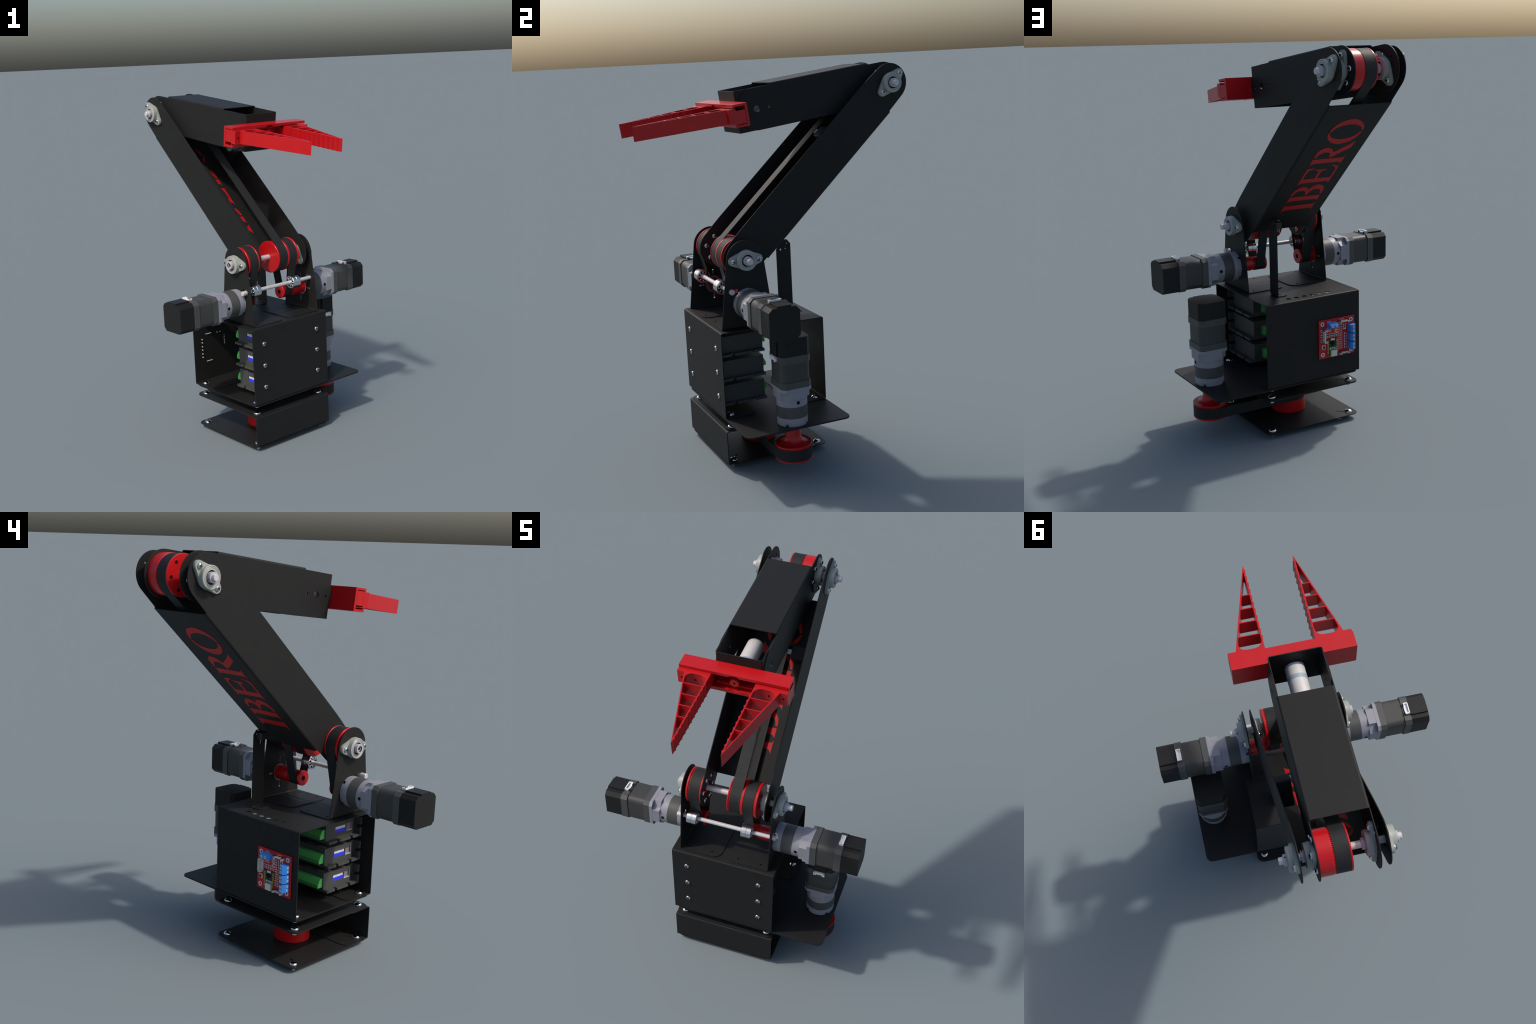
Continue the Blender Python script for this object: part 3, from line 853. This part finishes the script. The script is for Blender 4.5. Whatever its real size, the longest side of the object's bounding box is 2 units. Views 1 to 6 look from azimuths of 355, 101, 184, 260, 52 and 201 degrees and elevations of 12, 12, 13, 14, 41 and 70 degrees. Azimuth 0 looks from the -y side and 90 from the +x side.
# ------------------------------------------------------------------ gripper
RL, RR_ = -0.248, 0.2855
GC = (RL + RR_) / 2
rail = Build("gripper_rail")
u0, u1, w0, w1 = 0.8395, 0.9148, -0.0545, 0.0565
lip = 0.011
prof = [(u0, w0), (u1 - lip, w0), (u1 - lip, -0.0435), (u0 + 0.013, -0.0435), (u0 + 0.013, 0.0455), (u1 - lip, 0.0455), (u1 - lip, w1), (u0, w1)]
rail.sheet(prof, [], RR_ - RL, "red", frame(EO + A * RL, FU, FW, A))
lf = frame(EO + A * GC + FU * (u1 - lip), A, FW, FU)       # front lips, scalloped round the pinion
hw = (RR_ - RL) / 2
def scallop(wl, sg):
    r, c = 0.0478, 0.003
    h = sqrt(r * r - (wl - c) ** 2)
    t0 = atan2(wl - c, h)
    t1 = pi - t0 if sg > 0 else -pi - t0
    return [(r * cos(t0 + (t1 - t0) * k / 14), c + r * sin(t0 + (t1 - t0) * k / 14)) for k in range(15)]
rail.sheet([(hw, w1), (hw, 0.041)] + scallop(0.041, 1) + [(-hw, 0.041), (-hw, w1)], [], lip, "red", lf)
rail.sheet([(hw, w0), (hw, -0.036)] + scallop(-0.036, -1) + [(-hw, -0.036), (-hw, w0)], [], lip, "red", lf)
rail = rail.done()
pin = Build("pinion")
gl = frame(fore(GC, 0.882, 0.003), A, FW, FU)
pin.prism(toothed(0.0235, 0.0055, 16), 0, 0.0255, "red", gl)
pin.cyl(0.0062, 0.0253, 0.0261, "hole", gl, 14)
pin.done(rail)

def jaw(s):
    """s = -1: jaw on the -a side"""
    off = -0.0026 if s > 0 else 0.001
    wl, wh = -0.0325 + off, 0.0395 + off
    f = frame(EO + A * GC + FW * wl, A * s, FU, FW)          # x measured outwards from the gripper centre
    X = lambda u: 0.1075 + (u - 0.92) * 0.0095               # inner face
    oc, oe = 0.2315, 0.1135                                  # outer edge at the root / tip
    ur, ut = 0.9393, 1.378
    O = lambda u: oc + (oe - oc) * (u - ur) / (ut - ur)
    b = Build("gripper_finger")
    end = 0.2668
    out = [(end, u1 - 0.012), (end, 0.9385), (O(ur), 0.9385), (oe, ut)]
    n = 11
    us = [1.352 - k * 0.0357 for k in range(n)]
    for u in us:                                             # barbs on the gripping face
        out += [(X(u) - 0.0005, u + 0.001), (X(u) - 0.0045, u - 0.0005), (X(u) - 0.0045, u - 0.0025), (X(u) - 0.0002, u - 0.010)]
    out += [(X(0.93), 0.93), (X(0.93), u1 - 0.012)]
    tw = 0.0062
    ribs = [1.0075, 1.0775, 1.1465, 1.2165]
    hs = []
    lo, hi = X(0.95) + tw, O(0.975) - tw
    hs.append([(X(1.0) + tw, ribs[0] - 0.0022), (lo, 0.972), (lo + 0.006, 0.955), (lo + 0.016, 0.944), (lo + 0.032, 0.9385), (hi - 0.032, 0.9385), (hi - 0.014, 0.943), (hi - 0.004, 0.953),
               (hi, 0.967), (O(1.0) - tw, 1.003), (O(1.008) - tw, ribs[0] - 0.0022)])
    for r0, r1 in zip(ribs, ribs[1:]):
        hs.append([(X(r0) + tw, r0 + 0.0022), (O(r0) - tw, r0 + 0.0022), (O(r1) - tw, r1 - 0.0022), (X(r1) + tw, r1 - 0.0022)])
    hs.append([(X(ribs[-1]) + tw, ribs[-1] + 0.0022), (O(ribs[-1]) - tw, ribs[-1] + 0.0022), (X(1.335) + tw + 0.0012, 1.343), (X(1.335) + tw, 1.343)])
    b.sheet(out, hs, wh - wl, "red", f)
    g = frame(EO + A * GC, A * s, FU, FW)
    b.box((0.1075, u0 + 0.0145, -0.040 if s > 0 else -0.026), (end - 0.0005, u1 - 0.0115, 0.026 if s > 0 else 0.042), "red", g)     # slider in the rail
    rz = -0.029 if s > 0 else 0.0345
    b.box((-0.10, u0 + 0.016, rz - 0.004), (0.1075, u0 + 0.05, rz + 0.004), "red", g)                                          # rack
    for k in range(26):
        x = -0.098 + k * 0.0079
        z = sorted((rz, rz + (0.009 if s > 0 else -0.009)))
        b.box((x, u0 + 0.016, z[0]), (x + 0.004, u0 + 0.0498, z[1]), "red", g)
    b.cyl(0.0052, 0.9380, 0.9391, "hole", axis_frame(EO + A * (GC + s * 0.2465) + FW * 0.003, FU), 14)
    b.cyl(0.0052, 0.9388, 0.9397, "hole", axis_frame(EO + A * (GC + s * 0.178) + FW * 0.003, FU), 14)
    return b.done()
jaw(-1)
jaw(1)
